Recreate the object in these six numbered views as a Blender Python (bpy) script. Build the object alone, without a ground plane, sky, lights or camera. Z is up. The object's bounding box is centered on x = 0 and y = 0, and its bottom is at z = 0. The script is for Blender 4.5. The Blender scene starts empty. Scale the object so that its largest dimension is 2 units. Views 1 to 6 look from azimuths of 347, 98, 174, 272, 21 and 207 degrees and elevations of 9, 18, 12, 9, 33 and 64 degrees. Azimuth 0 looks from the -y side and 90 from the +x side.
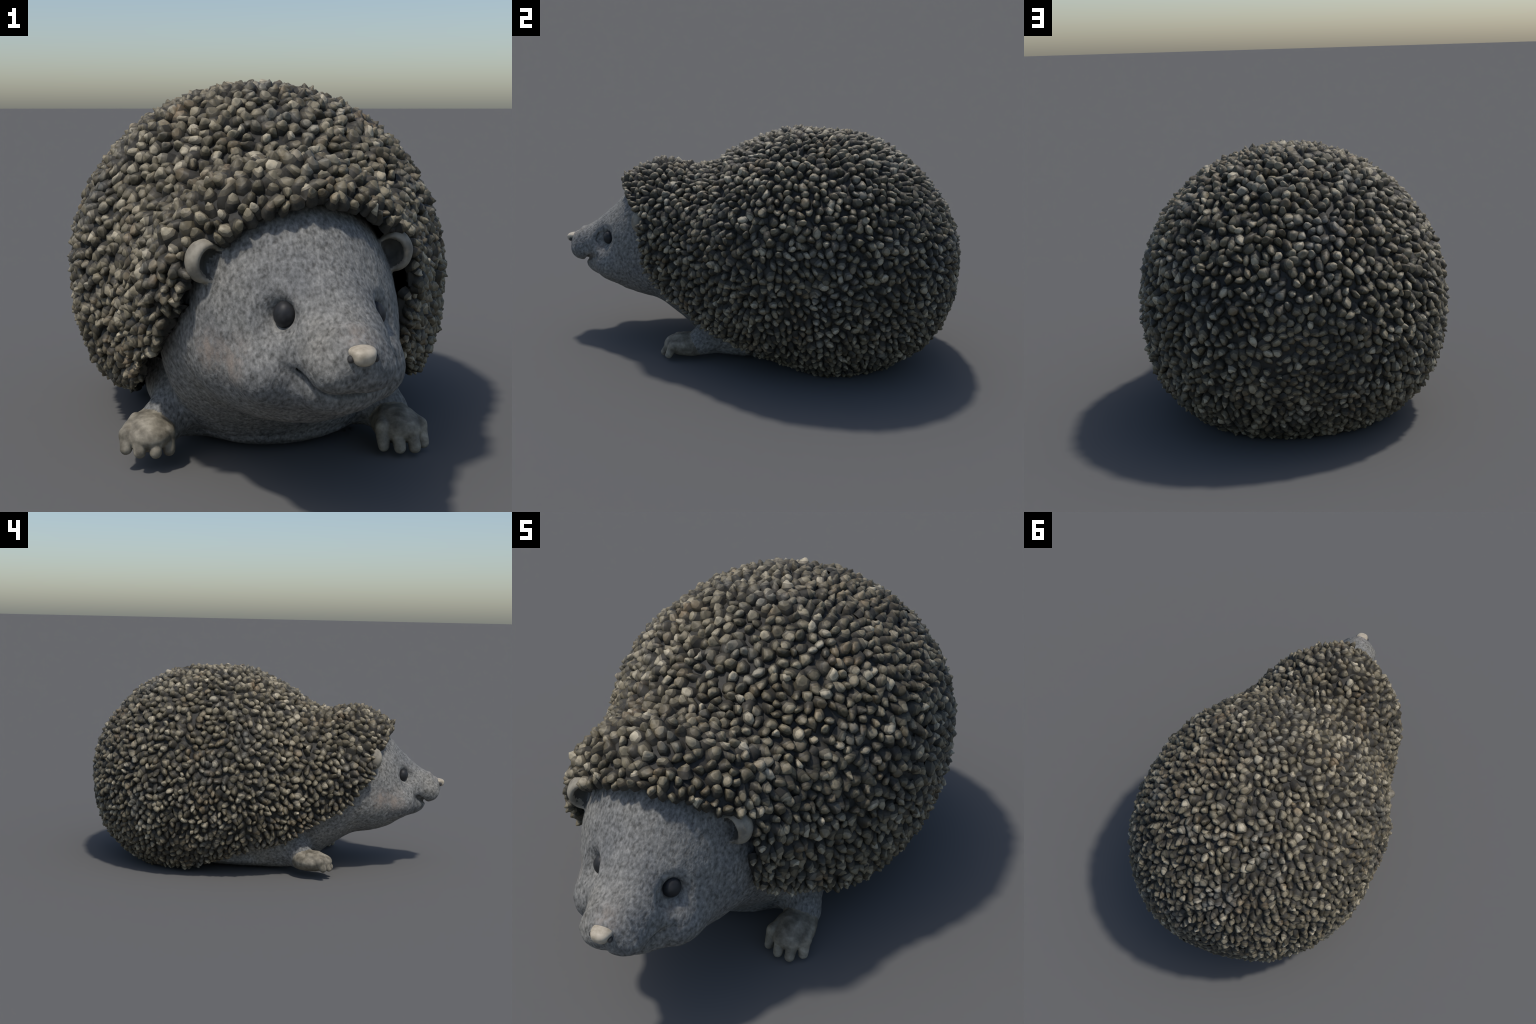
# A stone garden hedgehog: speckled grey face and belly, cream nose, cupped ears,
# four-toed front paws, and a domed coat of about three thousand stubby spines.
import bpy, math, random
import numpy as np

rng = np.random.default_rng(7)
random.seed(7)

# ------------------------------------------------------------------ helpers
def hermite(ys, V, y):
    """smooth curve through stations (ys, V) at the positions y"""
    ys = np.asarray(ys, float); V = np.asarray(V, float)
    m = np.gradient(V, ys, axis=0)
    y = np.clip(y, ys[0], ys[-1])
    i = np.clip(np.searchsorted(ys, y) - 1, 0, len(ys) - 2)
    h = ys[i + 1] - ys[i]; t = (y - ys[i]) / h
    if V.ndim > 1:
        h = h[:, None]; t = t[:, None]
    return ((2*t**3 - 3*t**2 + 1) * V[i] + (t**3 - 2*t**2 + t) * h * m[i]
            + (-2*t**3 + 3*t**2) * V[i + 1] + (t**3 - t**2) * h * m[i + 1])

def smin(a, b, k):
    h = np.clip(0.5 + 0.5 * (b - a) / k, 0, 1)
    return b * (1 - h) + a * h - k * h * (1 - h)

def smax(a, b, k):
    return -smin(-a, -b, k)

def smooth(a, b, x):
    t = np.clip((x - a) / (b - a), 0, 1)
    return t * t * (3 - 2 * t)

def rho(x, z, L, pu, pl):
    """superellipse norm of a cross-section L = (xc, z_top, half_width, z_mid, z_bottom)"""
    dz = z - L[:, 3]
    up = dz >= 0
    hz = np.where(up, L[:, 1] - L[:, 3], L[:, 3] - L[:, 4])
    p = np.where(up, pu, pl)
    return (np.abs((x - L[:, 0]) / L[:, 2])**p + np.abs(dz / hz)**p + 1e-12)**(1 / p)

def ellipsoid(P, c, r):
    q = (P - np.array(c)) / np.array(r)
    n = np.sqrt((q**2).sum(1) + 1e-12)
    return (n - 1) * n / np.sqrt(((q / np.array(r))**2).sum(1) + 1e-9)

def capsule(P, a, b, ra, rb):
    a = np.array(a, float); b = np.array(b, float)
    d = b - a
    t = np.clip(((P - a) @ d) / (d @ d), 0, 1)
    return np.linalg.norm(P - a - t[:, None] * d, axis=1) - (ra + (rb - ra) * t)

def surface_nets(f, lo, hi, h, steps=2):
    """mesh the zero level of f: one vertex per crossed cell, one quad per crossed edge"""
    n = [int(math.ceil((hi[i] - lo[i]) / h)) + 1 for i in range(3)]
    ax = [lo[i] + h * np.arange(n[i]) for i in range(3)]
    F = np.empty(n, np.float32)
    gy, gz = np.meshgrid(ax[1], ax[2], indexing="ij")
    for i0 in range(0, n[0], 24):
        xs = ax[0][i0:i0 + 24]
        P = np.stack([np.repeat(xs, gy.size), np.tile(gy.ravel(), len(xs)), np.tile(gz.ravel(), len(xs))], 1)
        F[i0:i0 + 24] = f(P).reshape(len(xs), n[1], n[2])
    S = F < 0
    cnt = np.zeros([k - 1 for k in n], np.int8)
    for dx in (0, 1):
        for dy in (0, 1):
            for dz in (0, 1):
                cnt += S[dx:n[0] - 1 + dx, dy:n[1] - 1 + dy, dz:n[2] - 1 + dz]
    cells = np.argwhere((cnt > 0) & (cnt < 8))
    ids = -np.ones([k - 1 for k in n], np.int64)
    ids[tuple(cells.T)] = np.arange(len(cells))
    acc = np.zeros((len(cells), 3)); num = np.zeros(len(cells))
    corner = [np.array(c) for c in np.ndindex(2, 2, 2)]
    for a in corner:
        for d in range(3):
            if a[d]:
                continue
            b = a.copy(); b[d] = 1
            fa = F[tuple((cells + a).T)]; fb = F[tuple((cells + b).T)]
            m = (fa < 0) != (fb < 0)
            t = fa[m] / (fa[m] - fb[m])
            q = cells[m] + a
            q = q.astype(float); q[:, d] += t
            acc[m] += q; num[m] += 1
    V = acc / num[:, None] * h + np.array([ax[0][0], ax[1][0], ax[2][0]])
    quads = []
    for d in range(3):
        u, w = (d + 1) % 3, (d + 2) % 3
        s0 = [slice(None)] * 3; s1 = [slice(None)] * 3
        s0[d] = slice(0, n[d] - 1); s1[d] = slice(1, n[d])
        s0[u] = s1[u] = slice(1, n[u] - 1); s0[w] = s1[w] = slice(1, n[w] - 1)
        A, B = S[tuple(s0)], S[tuple(s1)]
        e = np.argwhere(A != B)
        flip = A[tuple(e.T)]
        base = e.copy(); base[:, u] += 1; base[:, w] += 1
        c = []
        for du, dw in ((-1, -1), (0, -1), (0, 0), (-1, 0)):
            g = base.copy(); g[:, u] += du; g[:, w] += dw
            c.append(ids[tuple(g.T)])
        q = np.stack(c, 1)
        q[~flip] = q[~flip][:, ::-1]
        quads.append(q)
    Q = np.concatenate(quads)
    for _ in range(steps):                       # pull the vertices on to the surface
        G, v = gradient(f, V, h * 0.3)
        g2 = (G**2).sum(1) + 1e-9
        d = -(v / g2)[:, None] * G
        l = np.linalg.norm(d, axis=1)[:, None] + 1e-12
        V = V + d * np.minimum(1, 0.5 * h / l)
    return V, Q

def gradient(f, V, e):
    v = f(V)
    G = np.stack([f(V + np.eye(3)[i] * e) - f(V - np.eye(3)[i] * e) for i in range(3)], 1) / (2 * e)
    return G, v

def add_mesh(name, V, Q, mat, parent=None, smooth_shade=True, normals=None):
    me = bpy.data.meshes.new(name)
    me.from_pydata(V.tolist() if hasattr(V, "tolist") else V, [], Q.tolist() if hasattr(Q, "tolist") else Q)
    me.materials.append(mat)
    if smooth_shade:
        me.polygons.foreach_set("use_smooth", [True] * len(me.polygons))
    if normals is not None:
        me.normals_split_custom_set_from_vertices(normals.tolist())
    ob = bpy.data.objects.new(name, me)
    bpy.context.collection.objects.link(ob)
    ob.parent = parent
    return ob

# ------------------------------------------------------------------ shapes
# the coat's outline as cross-sections along the body: (xc, z_top, half_width, z_mid, z_bottom)
COAT_Y = [-.70, -.52, -.33, -.24, -.12, .10, .36]
COAT = [(-.070, .822, .210, .560, .490),
        (-.079, .898, .374, .519, .290),
        (-.058, .881, .450, .477, .070),
        (-.036, .906, .482, .466, .010),
        (-.010, .987, .533, .456, -.039),
        (-.005, 1.088, .627, .447, -.033),
        (.005, 1.096, .632, .487, -.110)]
REAR_Y, REAR_X, REAR_Z = 1.006, .045, .437
PU, PL = 2.03, 2.44

def base_plane(P):
    """the statue rocks back on its left rump: the other side hangs a little over the ground"""
    return np.maximum(0.0, -.085 * P[:, 0] - .002) - P[:, 2]

def envelope(P):
    """signed distance, roughly, to the outside of the spine coat (not cut at the rim)"""
    x, y, z = P.T
    s = np.clip((y - COAT_Y[-1]) / (REAR_Y - COAT_Y[-1]), 0, 3)
    L = hermite(COAT_Y, COAT, y)
    k = np.minimum(s, 1)**2
    L[:, 0] += (REAR_X - L[:, 0]) * k
    dzm = (REAR_Z - L[:, 3]) * k
    L[:, 3] += dzm; L[:, 1] += dzm; L[:, 4] += dzm
    q = 1.95 + .06 * smooth(.10, .35, z) - .08 * smooth(.45, .85, z)             # the rump is fullest at mid height
    r = (rho(x, z, L, PU, PL)**q + s**q)**(1 / q)
    size = np.where(z > L[:, 3], np.minimum(L[:, 2], L[:, 1] - L[:, 3]), np.minimum(L[:, 2], L[:, 3] - L[:, 4]))
    return (r - 1) * size

# where the coat's front rim runs, as y over height, on either side
RIM_Z = [0., .07, .144, .197, .30, .347, .405, .46, .54, .625, .74, .80]
RIM_RIGHT = [.46, .29, .11, -.105, -.255, -.355, -.445, -.49, -.549, -.592, -.655, -.705]
RIM_LEFT = [.34, .09, -.01, -.145, -.365, -.44, -.495, -.515, -.53, -.545, -.63, -.705]

def rim(P):
    z = P[:, 2]
    a = hermite(RIM_Z, RIM_RIGHT, z); b = hermite(RIM_Z, RIM_LEFT, z)
    t = smooth(-.20, .08, P[:, 0])
    return (a + (b - a) * t - P[:, 1]) * .8

NUB = .031
def coat_field(P):
    e = envelope(P) + NUB
    f = np.maximum(e, -(e + .024))
    for c, s in EARS:
        f = np.maximum(f, -ellipsoid(P, np.array(c) + (0, -.015, 0), (.046, .048, .054)))
    f = np.maximum(f, rim(P))
    return np.maximum(f, base_plane(P))

# the head, from the muzzle back to the shoulders
HEAD_Y = [-.90, -.84, -.78, -.70, -.60, -.48, -.36, -.25, -.08]
HEAD = [(-.050, .500, .055, .440, .385),
        (-.052, .546, .098, .445, .330),
        (-.064, .604, .150, .425, .280),
        (-.070, .704, .212, .415, .228),
        (-.080, .788, .266, .415, .199),
        (-.076, .828, .303, .415, .177),
        (-.070, .825, .340, .395, .102),
        (-.050, .800, .350, .370, .030),
        (-.020, .780, .220, .360, .100)]
MUZZLE_Y = [-.978, -.965, -.942, -.90, -.85, -.78]
MUZZLE = [(-.048, .465, .020, .442, .422),
          (-.048, .487, .048, .438, .400),
          (-.048, .500, .070, .434, .382),
          (-.048, .517, .093, .430, .366),
          (-.050, .540, .106, .436, .376),
          (-.053, .590, .106, .448, .400)]
EYES = [(-.176, -.762, .520), (.069, -.755, .507)]
EARS = [((-.334, -.592, .628), -1), ((.186, -.562, .634), 1)]

def loft(P, ys, secs, pu, pl):
    L = hermite(ys, secs, P[:, 1])
    r = rho(P[:, 0], P[:, 2], L, pu, pl)
    f = (r - 1) * np.minimum(L[:, 2], .5 * (L[:, 1] - L[:, 4])) * .9
    return np.maximum(f, np.maximum(ys[0] - P[:, 1], P[:, 1] - ys[-1]))

def ear_field(P, c, s):
    c = np.array(c)
    cup = ellipsoid(P, c + np.array((0, .008, 0)), (.049, .043, .056))
    hollow = ellipsoid(P, c + np.array((-s * .020, -.030, -.006)), (.036, .060, .043))
    return smax(cup, -hollow, .014)

PAWS = [dict(palm=(-.445, -.275, .088), r=(.077, .096, .044), wrist=(-.425, -.215, .085), floor=.030,
             toes=[(-.513, -.318, .064), (-.478, -.350, .062), (-.435, -.356, .060), (-.393, -.330, .056)]),
        dict(palm=(.300, -.310, .066), r=(.075, .096, .048), wrist=(.305, -.250, .068), floor=.003,
             toes=[(.235, -.370, .030), (.277, -.394, .028), (.322, -.398, .028), (.360, -.368, .030)])]

def paw_field(P, p):
    f = smin(ellipsoid(P, p["palm"], p["r"]), capsule(P, p["wrist"], p["palm"], .052, .05), .03)
    palm = np.array(p["palm"]); r = p["r"]
    for t in p["toes"]:
        t = np.array(t)
        a = np.array((palm[0] + (t[0] - palm[0]) * .45, palm[1] + .03, palm[2] + r[2] * .74))
        k = np.array((palm[0] + (t[0] - palm[0]) * .92, palm[1] + (t[1] - palm[1]) * .68, palm[2] + r[2] * .16))
        t = t + np.array((0, -.004, -.004))
        toe = smin(capsule(P, a, k, .019, 0.0228), capsule(P, k, t, 0.0228, .0175), .008)
        f = smin(f, toe, .003)
    return smax(f, p["floor"] - P[:, 2], .006)

LEGS = [[(-.275, -.040, .260, .075), (-.350, -.165, .155, .050), (-.400, -.215, .094, .050), (-.250, -.050, .090, .070)],
        [(.270, -.070, .280, .080), (.272, -.165, .155, .058), (.300, -.225, .085, .050), (.230, -.050, .095, .080)]]

def leg_field(P, l):
    a, b, c, d = l
    f = capsule(P, a[:3], b[:3], a[3], b[3])
    f = smin(f, capsule(P, b[:3], c[:3], b[3], c[3]), .03)
    f = smin(f, capsule(P, c[:3], d[:3], c[3], d[3]), .06)
    return f

def head_field(P):
    f = loft(P, HEAD_Y, HEAD, 1.96, 2.15)
    for s in (-1, 1):                                # full cheeks
        f = smin(f, ellipsoid(P, (-.068 + s * .128, -.722, .372), (.088, .098, .088)), .04)
    # lower jaw, tucked under the lip
    jaw = ellipsoid(P, (-.050, -.806, .346), (.100, .090, .060))
    f = smin(f, jaw, .055)
    # muzzle with two lip lobes and a cleft
    m = loft(P, MUZZLE_Y, MUZZLE, 2.0, 2.2)
    for s in (-1, 1):
        m = smin(m, ellipsoid(P, (-.049 + s * .041, -.908, .414), (.059, .058, .049)), .03)
    cleft = capsule(P, (-.045, -.985, .435), (-.045, -.945, .345), .005, .006)
    m = smax(m, -cleft, .016)
    top = smooth(.37, .43, P[:, 2])
    k = .010 + .05 * top
    seam = np.sqrt(m**2 + f**2) - .0120 * smooth(.432, .406, P[:, 2])
    f = smin(f, m, k)
    f = smax(f, -seam, .006)                         # the smile runs where the lips meet jaw and cheek
    # eye hollows
    for c in EYES:
        n = np.array((c[0] + .055, -.10, .02)); n /= np.linalg.norm(n)
        f = smax(f, -(np.linalg.norm(P - (np.array(c) + n * .048), axis=1) - .058), .03)
        f = smax(f, -(np.linalg.norm(P - (np.array(c) + n * .010), axis=1) - .0345), .012)
    return f

def body_field(P):
    head = head_field(P)
    trunk = np.maximum(envelope(P) + .125, np.maximum(-.40 - P[:, 1], P[:, 1] - .55))
    f = smin(head, trunk, .05)
    f = smin(f, ellipsoid(P, (-.050, -.030, .165), (.37, .285, .185)), .06)
    f = smin(f, ellipsoid(P, (-.02, .13, .17), (.37, .42, .20)), .05)
    f = smin(f, ellipsoid(P, (-.02, .13, .062), (.36, .42, .062)), .05)
    for c, s in EARS:
        f = smin(f, ear_field(P, c, s), .012)
    for l in LEGS:
        f = smin(f, leg_field(P, l), .05)
    f = smax(f, .002 + .06 * np.maximum(0, -.22 - P[:, 0]) - P[:, 2], .02)
    for p in PAWS:
        f = smin(f, paw_field(P, p), .006)
    # faint fur relief and the unevenness of a cast
    x, y, z = P.T
    f = f + .0012 * np.sin(71 * x + 3 * np.sin(23 * z)) * np.sin(63 * z + 4 * np.sin(31 * y)) * np.sin(47 * y + 2 * np.sin(29 * x))
    return f

# ------------------------------------------------------------------ materials
def new_mat(name):
    m = bpy.data.materials.new(name)
    m.use_nodes = True
    nt = m.node_tree
    return m, nt, nt.nodes["Principled BSDF"]

def node(nt, kind, **kw):
    n = nt.nodes.new(kind)
    for k, v in kw.items():
        if k in n.inputs.keys():
            n.inputs[k].default_value = v
        else:
            setattr(n, k, v)
    return n

def ramp(nt, fac, stops):
    r = nt.nodes.new("ShaderNodeValToRGB")
    el = r.color_ramp.elements
    while len(el) < len(stops):
        el.new(.5)
    for e, (p, c) in zip(el, stops):
        e.position = p; e.color = (*c, 1)
    nt.links.new(fac, r.inputs[0])
    return r.outputs[0]

def coords(nt, scale=(1, 1, 1), rot=(0, 0, 0)):
    tc = nt.nodes.new("ShaderNodeTexCoord")
    mp = nt.nodes.new("ShaderNodeMapping")
    mp.inputs["Scale"].default_value = scale
    mp.inputs["Rotation"].default_value = rot
    nt.links.new(tc.outputs["Object"], mp.inputs[0])
    return mp.outputs[0]

def noise(nt, vec, scale, detail=3, rough=.55, dist=0.0):
    n = node(nt, "ShaderNodeTexNoise", Scale=scale, Detail=detail, Roughness=rough, Distortion=dist)
    nt.links.new(vec, n.inputs["Vector"])
    return n.outputs[0]

def mix(nt, fac, a, b, mode="MIX"):
    m = nt.nodes.new("ShaderNodeMix"); m.data_type = "RGBA"; m.blend_type = mode
    for sock, v in ((m.inputs[0], fac), (m.inputs[6], a), (m.inputs[7], b)):
        if hasattr(v, "is_linked"):
            nt.links.new(v, sock)
        else:
            sock.default_value = v if isinstance(v, (int, float)) else (*v, 1)
    return m.outputs[2]

def math_node(nt, op, a, b=None):
    m = nt.nodes.new("ShaderNodeMath"); m.operation = op
    for sock, v in zip(m.inputs, (a, b)):
        if v is None:
            continue
        if hasattr(v, "is_linked"):
            nt.links.new(v, sock)
        else:
            sock.default_value = v
    return m.outputs[0]

def spot(nt, centre, radius, soft):
    """round patch mask in object space, 1 inside"""
    tc = nt.nodes.new("ShaderNodeTexCoord")
    d = nt.nodes.new("ShaderNodeVectorMath"); d.operation = "DISTANCE"
    nt.links.new(tc.outputs["Object"], d.inputs[0]); d.inputs[1].default_value = centre
    r = nt.nodes.new("ShaderNodeMapRange"); r.interpolation_type = "SMOOTHSTEP"
    r.inputs["From Min"].default_value = radius + soft; r.inputs["From Max"].default_value = radius - soft
    nt.links.new(d.outputs["Value"], r.inputs["Value"])
    return r.outputs[0]

def bump(nt, bsdf, h, strength, dist):
    b = node(nt, "ShaderNodeBump", Strength=strength, Distance=dist)
    nt.links.new(h, b.inputs["Height"]); nt.links.new(b.outputs[0], bsdf.inputs["Normal"])

def fur_material():
    m, nt, bsdf = new_mat("speckled_grey_stone_fur")
    v = coords(nt, (1.15, .75, .72), (.6, 0, 0))
    fleck = noise(nt, v, 92, 2, .5, .1)
    fine = noise(nt, v, 150, 2, .5)
    patch = noise(nt, coords(nt), 7, 3, .5)
    tone = math_node(nt, "ADD", math_node(nt, "MULTIPLY", fleck, .75), math_node(nt, "MULTIPLY", fine, .25))
    col = ramp(nt, tone, [(.32, (.088, .085, .077)), (.45, (.160, .156, .143)), (.55, (.216, .210, .193)), (.70, (.31, .300, .275))])
    shade = ramp(nt, patch, [(.3, (.76, .78, .82)), (.55, (1, 1, 1)), (.75, (1.08, 1.05, 1.0))])
    col = mix(nt, 1.0, col, shade, "MULTIPLY")
    # worn, warmer patches: cheek, bridge of the snout, eye rims
    warm = (.30, .245, .20)
    dapple = ramp(nt, noise(nt, v, 38, 3), [(.38, (.15, .15, .15)), (.62, (1, 1, 1))])
    for c, r, s, a in (((-.285, -.70, .40), .05, .045, .8), ((-.335, -.62, .41), .045, .04, .85), ((-.045, -.94, .50), .03, .035, .55),
                       ((.085, -.79, .465), .02, .035, .5), ((-.178, -.79, .56), .02, .035, .2)):
        k = math_node(nt, "MULTIPLY", math_node(nt, "MULTIPLY", spot(nt, c, r, s), dapple), a)
        col = mix(nt, k, col, warm)
    nt.links.new(col, bsdf.inputs["Base Color"])
    bsdf.inputs["Roughness"].default_value = .72
    bsdf.inputs["Specular IOR Level"].default_value = .3
    bump(nt, bsdf, tone, .55, .006)
    return m

def plain_material(name, stops, scale, rough=.65, bump_amount=.3, spec=.35):
    m, nt, bsdf = new_mat(name)
    n = noise(nt, coords(nt), scale, 4, .6)
    nt.links.new(ramp(nt, n, stops), bsdf.inputs["Base Color"])
    bsdf.inputs["Roughness"].default_value = rough
    bsdf.inputs["Specular IOR Level"].default_value = spec
    if bump_amount:
        bump(nt, bsdf, n, bump_amount, .004)
    return m

def spine_material(name, island, gain):
    """one stone-grey to tan to umber range, a tone of its own for each spine"""
    m, nt, bsdf = new_mat(name)
    if island:
        own = nt.nodes.new("ShaderNodeNewGeometry").outputs["Random Per Island"]
        tc = nt.nodes.new("ShaderNodeTexCoord").outputs["Object"]
    else:
        own = nt.nodes.new("ShaderNodeObjectInfo").outputs["Random"]
        tc = nt.nodes.new("ShaderNodeNewGeometry").outputs["Position"]
    g = gain
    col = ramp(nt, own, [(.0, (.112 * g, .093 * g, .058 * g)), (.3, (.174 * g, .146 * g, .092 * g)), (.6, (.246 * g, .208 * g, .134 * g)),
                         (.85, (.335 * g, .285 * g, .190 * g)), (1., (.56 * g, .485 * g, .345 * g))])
    grain = noise(nt, tc, 60, 3, .6)
    col = mix(nt, 1.0, col, ramp(nt, grain, [(.3, (.62, .62, .62)), (.6, (1, 1, 1)), (.75, (1.12, 1.1, 1.05))]), "MULTIPLY")
    warm = ramp(nt, noise(nt, tc, 9, 3, .6), [(.55, (0, 0, 0)), (.75, (.55, .55, .55))])
    col = mix(nt, warm, col, (.27 * g, .18 * g, .095 * g))
    cool = ramp(nt, noise(nt, tc, 5.3, 2, .5), [(.55, (0, 0, 0)), (.72, (.5, .5, .5))])
    col = mix(nt, cool, col, (.19 * g, .195 * g, .185 * g))
    nt.links.new(col, bsdf.inputs["Base Color"])
    bsdf.inputs["Roughness"].default_value = .55
    bsdf.inputs["Specular IOR Level"].default_value = .4
    bump(nt, bsdf, grain, .25, .004)
    return m

FUR = fur_material()
PAW = plain_material("worn_tan_paw_stone", [(.35, (.12, .105, .078)), (.55, (.24, .212, .160)), (.72, (.38, .34, .265))], 26)
EAR = plain_material("pale_tan_ear_stone", [(.35, (.17, .15, .115)), (.55, (.28, .25, .195)), (.72, (.37, .335, .265))], 20)
EAR_HOLLOW = plain_material("ear_hollow_painted_shade", [(.35, (.045, .042, .036)), (.65, (.10, .093, .078))], 24)  # occlusion inside the ear cup, baked into a dark colour
NOSE = plain_material("cream_nose_stone", [(.35, (.36, .305, .225)), (.6, (.52, .45, .345))], 30, .5, .15)
NOSTRIL = plain_material("dark_nostril", [(.4, (.03, .03, .03)), (.6, (.06, .055, .05))], 40)
EYE = plain_material("dark_grey_eye", [(.4, (.018, .018, .019)), (.6, (.032, .032, .033))], 30, .5, .05, .3)
GROUND = plain_material("painted_gap_shade", [(.35, (.022, .021, .018)), (.65, (.045, .041, .033))], 30)  # shell coloured almost black to draw the shadow between spines
FOOT = plain_material("spine_foot_darkened_for_shade", [(.35, (.026, .024, .019)), (.65, (.060, .053, .040))], 40)
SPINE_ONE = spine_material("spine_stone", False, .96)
FLANK_ONE = spine_material("spine_flank", False, .46)  # spine colour at about half brightness, shading tinted into the sides
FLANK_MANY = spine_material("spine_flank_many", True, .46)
SPINE_MANY = spine_material("spine_stone_many", True, .96)

# ------------------------------------------------------------------ the thing
root = bpy.data.objects.new("hedgehog_statue", None)
bpy.context.collection.objects.link(root)
root["label"] = "stone garden hedgehog with grey face and stubby spines"
root["category"] = "hedgehog statue"

# ---- skin: one smooth surface, split by region
V, Q = surface_nets(body_field, (-.62, -1.0, -.02), (.60, .56, .95), .0065)
N, _ = gradient(body_field, V, .003)
N /= np.linalg.norm(N, axis=1)[:, None] + 1e-12
C = V[Q].mean(1)
hidden = (envelope(C) < -.115) & (rim(C) < -.06) & (C[:, 2] > .12)   # deep under the coat, never seen
keep = ~hidden
Q = Q[keep]; C = C[keep]
region = np.zeros(len(Q), int)                                    # 0 torso
region[(C[:, 1] < -.42 + .25 * (C[:, 2] - .14))] = 1               # 1 head
for c, s in EARS:
    region[ear_field(C, c, s) < .004] = 2
legd = [leg_field(C, l) for l in LEGS]
for i in range(2):
    region[(legd[i] < .012) & (C[:, 2] < .28) & (region == 0)] = 3 + i
for i, p in enumerate(PAWS):
    other = np.minimum(np.minimum(legd[i], legd[1 - i]), 1)
    region[paw_field(C, p) < np.minimum(.004, other + .002)] = 5 + i

def piece(name, k, mat, parent, extra=None):
    m = region == k
    if extra is not None:
        m &= extra
    q = Q[m]
    used, inv = np.unique(q, return_inverse=True)
    return add_mesh(name, V[used], inv.reshape(q.shape), mat, parent, normals=N[used])

torso = piece("torso", 0, FUR, root)
head = piece("head", 1, FUR, root)
for s in (-1, 1):
    ear = piece("ear", 2, EAR, head, (C[:, 0] + .07) * s > 0)
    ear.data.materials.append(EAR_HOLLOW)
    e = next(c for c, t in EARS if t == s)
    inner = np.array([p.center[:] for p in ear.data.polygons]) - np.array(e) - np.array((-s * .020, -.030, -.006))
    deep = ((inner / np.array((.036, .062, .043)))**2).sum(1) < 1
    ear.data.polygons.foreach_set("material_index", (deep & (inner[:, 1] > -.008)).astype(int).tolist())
for i in range(2):
    limb = piece("forelimb", 3 + i, FUR, root)
    piece("paw", 5 + i, PAW, limb)

# ---- eyes and nose
def ball(name, c, r, mat, parent, rot=(0, 0, 0), dent=None, seg=40):
    vs, fs = [], []
    rings = seg // 2
    for i in range(rings + 1):
        a = math.pi * i / rings
        for j in range(seg):
            b = 2 * math.pi * j / seg
            v = np.array((math.sin(a) * math.cos(b), math.sin(a) * math.sin(b), math.cos(a)))
            if dent:
                v = dent(v)
            vs.append(tuple(v * np.array(r)))
    for i in range(rings):
        for j in range(seg):
            k = (j + 1) % seg
            fs.append((i * seg + j, (i + 1) * seg + j, (i + 1) * seg + k, i * seg + k))
    ob = add_mesh(name, vs, fs, mat, parent)
    ob.location = c; ob.rotation_euler = rot
    return ob

for c in EYES:
    n = np.array((c[0] + .055, -.10, .02)); n /= np.linalg.norm(n)
    ball("eye", np.array(c) - n * .013, (.0305, .0305, .034), EYE, head)

def nose_shape(v):
    v = v * (np.abs(v)**2.6).sum()**(-1 / 2.6)          # boxy button
    v[2] *= (1 - .10 * abs(v[0])) * (.85 if v[2] > 0 else 1.15)
    v[0] *= 1 + .10 * v[2] + .06 * math.sin(3 * v[1] + 2 * v[2])
    return v
nose = ball("nose", (-.047, -.972, .468), (.0305, .030, .0225), NOSE, head, (.15, 0, 0), nose_shape)
for s in (-1, 1):
    ball("nostril", (-.047 + s * .030, -.976, .459), (.007, .010, .009), NOSTRIL, nose).parent = head

# ---- spine coat
VC, QC = surface_nets(coat_field, (-.75, -.78, -.03), (.75, 1.05, 1.15), .012)
NC, _ = gradient(coat_field, VC, .004)
NC /= np.linalg.norm(NC, axis=1)[:, None] + 1e-12
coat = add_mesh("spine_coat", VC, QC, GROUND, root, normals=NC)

# spread the spines evenly over the coat's outside and its rim
tri = np.concatenate([QC[:, [0, 1, 2]], QC[:, [0, 2, 3]]])
A, B, D = VC[tri[:, 0]], VC[tri[:, 1]], VC[tri[:, 2]]
area = .5 * np.linalg.norm(np.cross(B - A, D - A), axis=1)
cen = (A + B + D) / 3
ok = (envelope(cen) + NUB > -.007)
for c, s in EARS:
    ok &= ellipsoid(cen, np.array(c) + (0, -.02, 0), (.062, .076, .068)) > 0
ok = ok & (base_plane(cen) < .002)
area = area * ok
M = 90000
pick = np.searchsorted(np.cumsum(area) / area.sum(), rng.random(M))
pick = np.minimum(pick, len(tri) - 1)
u = rng.random((M, 2)); sw = u.sum(1) > 1; u[sw] = 1 - u[sw]
pts = A[pick] + u[:, :1] * (B - A)[pick] + u[:, 1:] * (D - A)[pick]
g, _ = gradient(envelope, pts, .004)
g /= np.linalg.norm(g, axis=1)[:, None] + 1e-12
g += smooth(-.030, .0, rim(pts))[:, None] * np.array((0, -1.1, .10))      # the fringe juts forward
nrm = g / (np.linalg.norm(g, axis=1)[:, None] + 1e-12)

def spacing(p, edge=0.0):
    """wide on the back and crown, tight low on the flanks and at the rim"""
    return (.0262 + .0045 * smooth(.15, .75, p[2]) - .002 * smooth(.6, 1.0, p[1])) * (1 - .24 * edge)

edge = smooth(-.075, -.02, rim(pts))              # small pointed spines along the fringe

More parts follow.
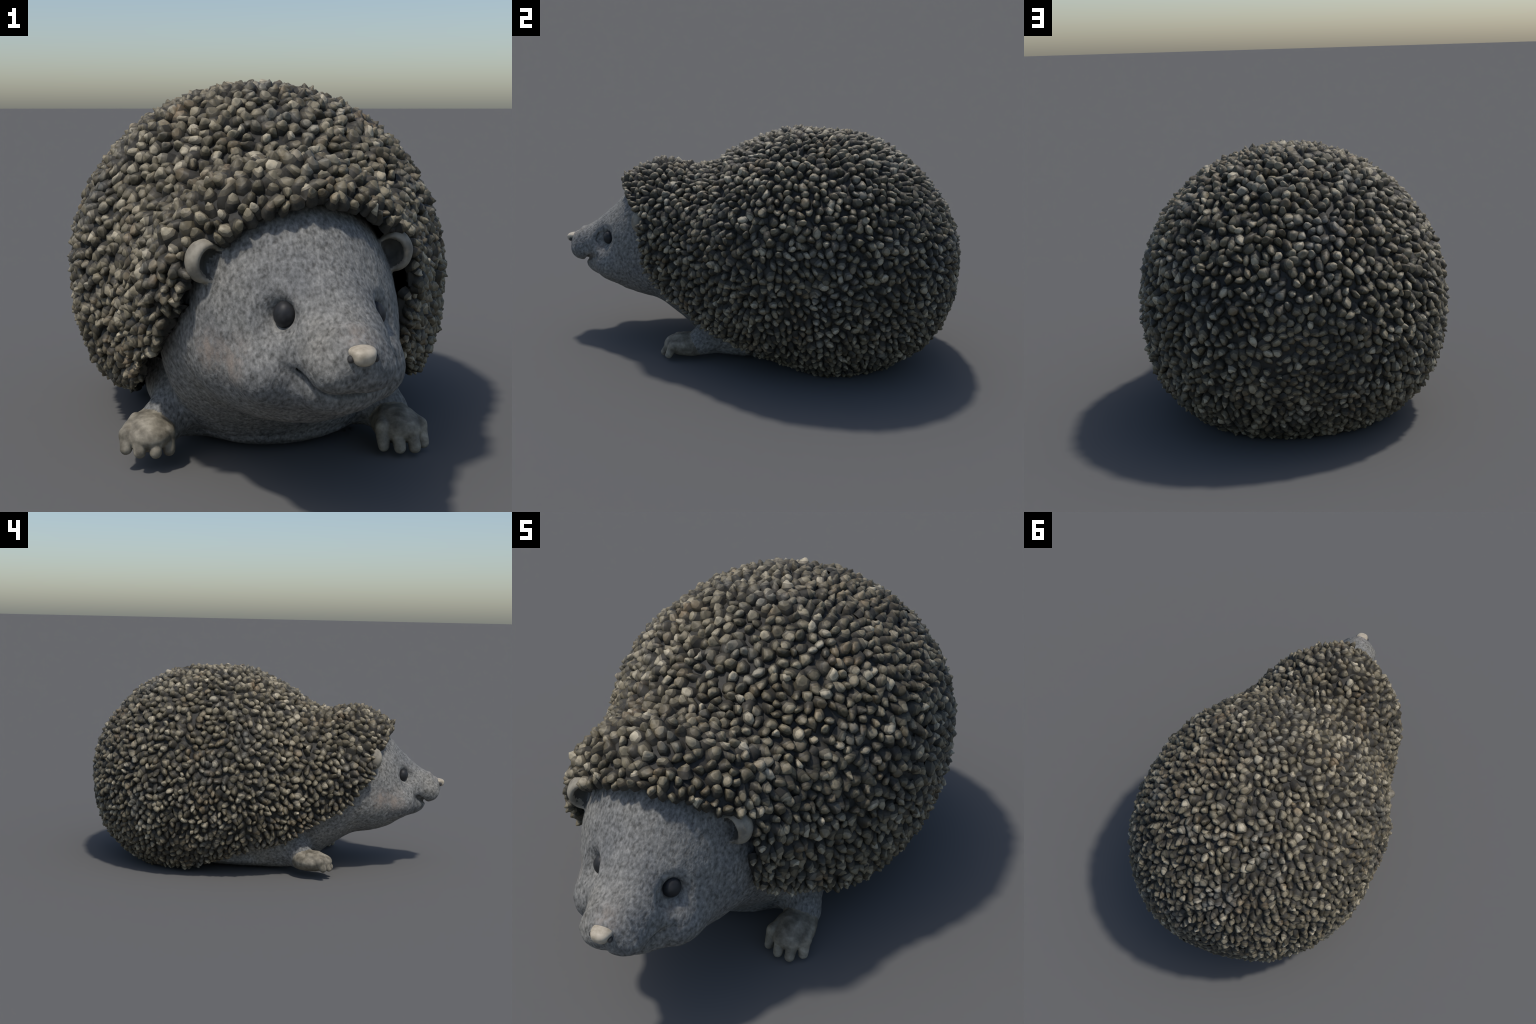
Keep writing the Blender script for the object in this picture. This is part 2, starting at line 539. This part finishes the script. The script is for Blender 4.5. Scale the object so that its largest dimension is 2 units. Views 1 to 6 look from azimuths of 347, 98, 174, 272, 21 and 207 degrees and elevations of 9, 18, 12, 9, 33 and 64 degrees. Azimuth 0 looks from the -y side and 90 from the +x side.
cell = .034
grid, spots = {}, []
for i in range(M):
    p = pts[i]; d = spacing(p, edge[i])
    c = tuple((p // cell).astype(int))
    good = True
    for dx in (-1, 0, 1):
        for dy in (-1, 0, 1):
            for dz in (-1, 0, 1):
                for j in grid.get((c[0] + dx, c[1] + dy, c[2] + dz), ()):
                    q = pts[j]
                    if (p[0]-q[0])**2 + (p[1]-q[1])**2 + (p[2]-q[2])**2 < d * d:
                        good = False; break
                if not good: break
            if not good: break
        if not good: break
    if good:
        grid.setdefault(c, []).append(i); spots.append(i)

def spine_shape(r):
    """a blunt stone peg: flared foot, irregular faceted sides, chipped off-centre crown"""
    sides = 7
    chip = r.random() * 6.28
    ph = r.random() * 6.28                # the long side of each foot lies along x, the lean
    side = np.array([1 + r.uniform(-.28, .22) for _ in range(sides)])
    squash = r.uniform(.64, .95)
    tip = np.array((r.uniform(-.15, .65), r.uniform(-.4, .4)))
    ridge = r.random() * 6.28
    prof = [(1.5, -.40), (1.30, .05), (1.10, .40), (.82, .72), (.38, .93)]
    vs = []
    for k, (rad, z) in enumerate(prof):
        t = max(0, z) ** 1.5
        for j in range(sides):
            a = ph + 2 * math.pi * j / sides
            rr = rad * (1 + (side[j] - 1) * (1.0 if k else .4)) * r.uniform(.95, 1.05)
            x, y = rr * math.cos(a), rr * squash * math.sin(a)
            vs.append((x + tip[0] * t, y + tip[1] * t, z + (r.uniform(-.12, .12) if k in (1, 2) else 0) + (.16 * math.cos(a - ridge) - .10 * abs(math.cos(a - chip))) * (k == 4) + .10 * math.cos(a - ridge) * (k == 3)))
    vs.append((tip[0] * 1.15, tip[1] * 1.15, 1.02 + r.uniform(-.03, .06)))
    fs = []
    for k in range(len(prof) - 1):
        for j in range(sides):
            l = (j + 1) % sides
            fs.append((k*sides + j, k*sides + l, (k+1)*sides + l, (k+1)*sides + j))
    top = (len(prof) - 1) * sides
    for j in range(sides):
        fs.append((top + j, top + (j + 1) % sides, len(vs) - 1))
    return np.array(vs), fs

# crevice shade painted on each peg: near-black low bands, dimmed flank, light crown
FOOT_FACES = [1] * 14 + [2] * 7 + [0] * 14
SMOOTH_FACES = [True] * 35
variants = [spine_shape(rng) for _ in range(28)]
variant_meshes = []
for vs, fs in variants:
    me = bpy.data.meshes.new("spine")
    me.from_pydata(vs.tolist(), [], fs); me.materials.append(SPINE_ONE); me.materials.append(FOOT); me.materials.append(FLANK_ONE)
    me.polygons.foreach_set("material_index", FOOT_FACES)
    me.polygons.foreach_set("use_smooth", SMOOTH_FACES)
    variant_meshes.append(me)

P0 = pts[spots]; N0 = nrm[spots]
lean = np.zeros_like(P0)
hood = smooth(.55, .72, P0[:, 2]) * smooth(-.45, -.6, P0[:, 1])
lean[:, 2] = -1.0 + 1.9 * hood
lean[:, 1] = np.where(P0[:, 1] > .1, .5, -.6)
lean -= (lean * N0).sum(1)[:, None] * N0
axis = N0 + .34 * lean + rng.normal(0, .25, P0.shape)
axis /= np.linalg.norm(axis, axis=1)[:, None]
width = np.array([spacing(pts[k], edge[k]) for k in spots]) * .67 * rng.uniform(.76, 1.18, len(P0))
height = NUB * rng.uniform(.78, 1.25, len(P0)) * (1 - .5 * smooth(.34, .12, np.linalg.norm(P0 - (.02, .93, .34), axis=1))) * (.68 + .32 * smooth(.06, .22, P0[:, 2]))
spin = rng.uniform(0, 6.28, len(P0))
which = rng.integers(0, len(variants), len(P0))
order = np.argsort(-width * height)
single = set(order[:300].tolist())
allv, allf, off = [], [], 0
import mathutils
for i in range(len(P0)):
    w = axis[i]
    a = np.cross(w, (0, 0, 1) if abs(w[2]) < .9 else (1, 0, 0)); a /= np.linalg.norm(a)
    b = np.cross(w, a)
    along = math.atan2(lean[i] @ b, lean[i] @ a) + rng.normal(0, 1.5)
    ca, sa = math.cos(along), math.sin(along)
    X, Y = ca * a + sa * b, -sa * a + ca * b
    R = np.stack([X * width[i], Y * width[i], w * height[i]], 1)
    low = (variants[which[i]][0] @ R.T + P0[i])[:, 2].min()
    if i in single and low > .002:
        ob = bpy.data.objects.new("spine", variant_meshes[which[i]])
        bpy.context.collection.objects.link(ob)
        ob.parent = coat
        M4 = mathutils.Matrix(np.c_[R, P0[i]].tolist() + [[0, 0, 0, 1]])
        ob.matrix_world = M4
    else:
        vs, fs = variants[which[i]]
        q = vs @ R.T + P0[i]
        q[:, 2] = np.maximum(q[:, 2], 0.0005)
        allv.append(q); allf += [tuple(k + off for k in f) for f in fs]; off += len(vs)
many = add_mesh("spines", np.concatenate(allv), allf, SPINE_MANY, coat)
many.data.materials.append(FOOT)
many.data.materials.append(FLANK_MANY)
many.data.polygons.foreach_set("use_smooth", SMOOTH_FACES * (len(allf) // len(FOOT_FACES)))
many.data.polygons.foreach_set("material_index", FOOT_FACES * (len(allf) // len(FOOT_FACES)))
many["kind"] = "stuff"
print("spines:", len(P0))
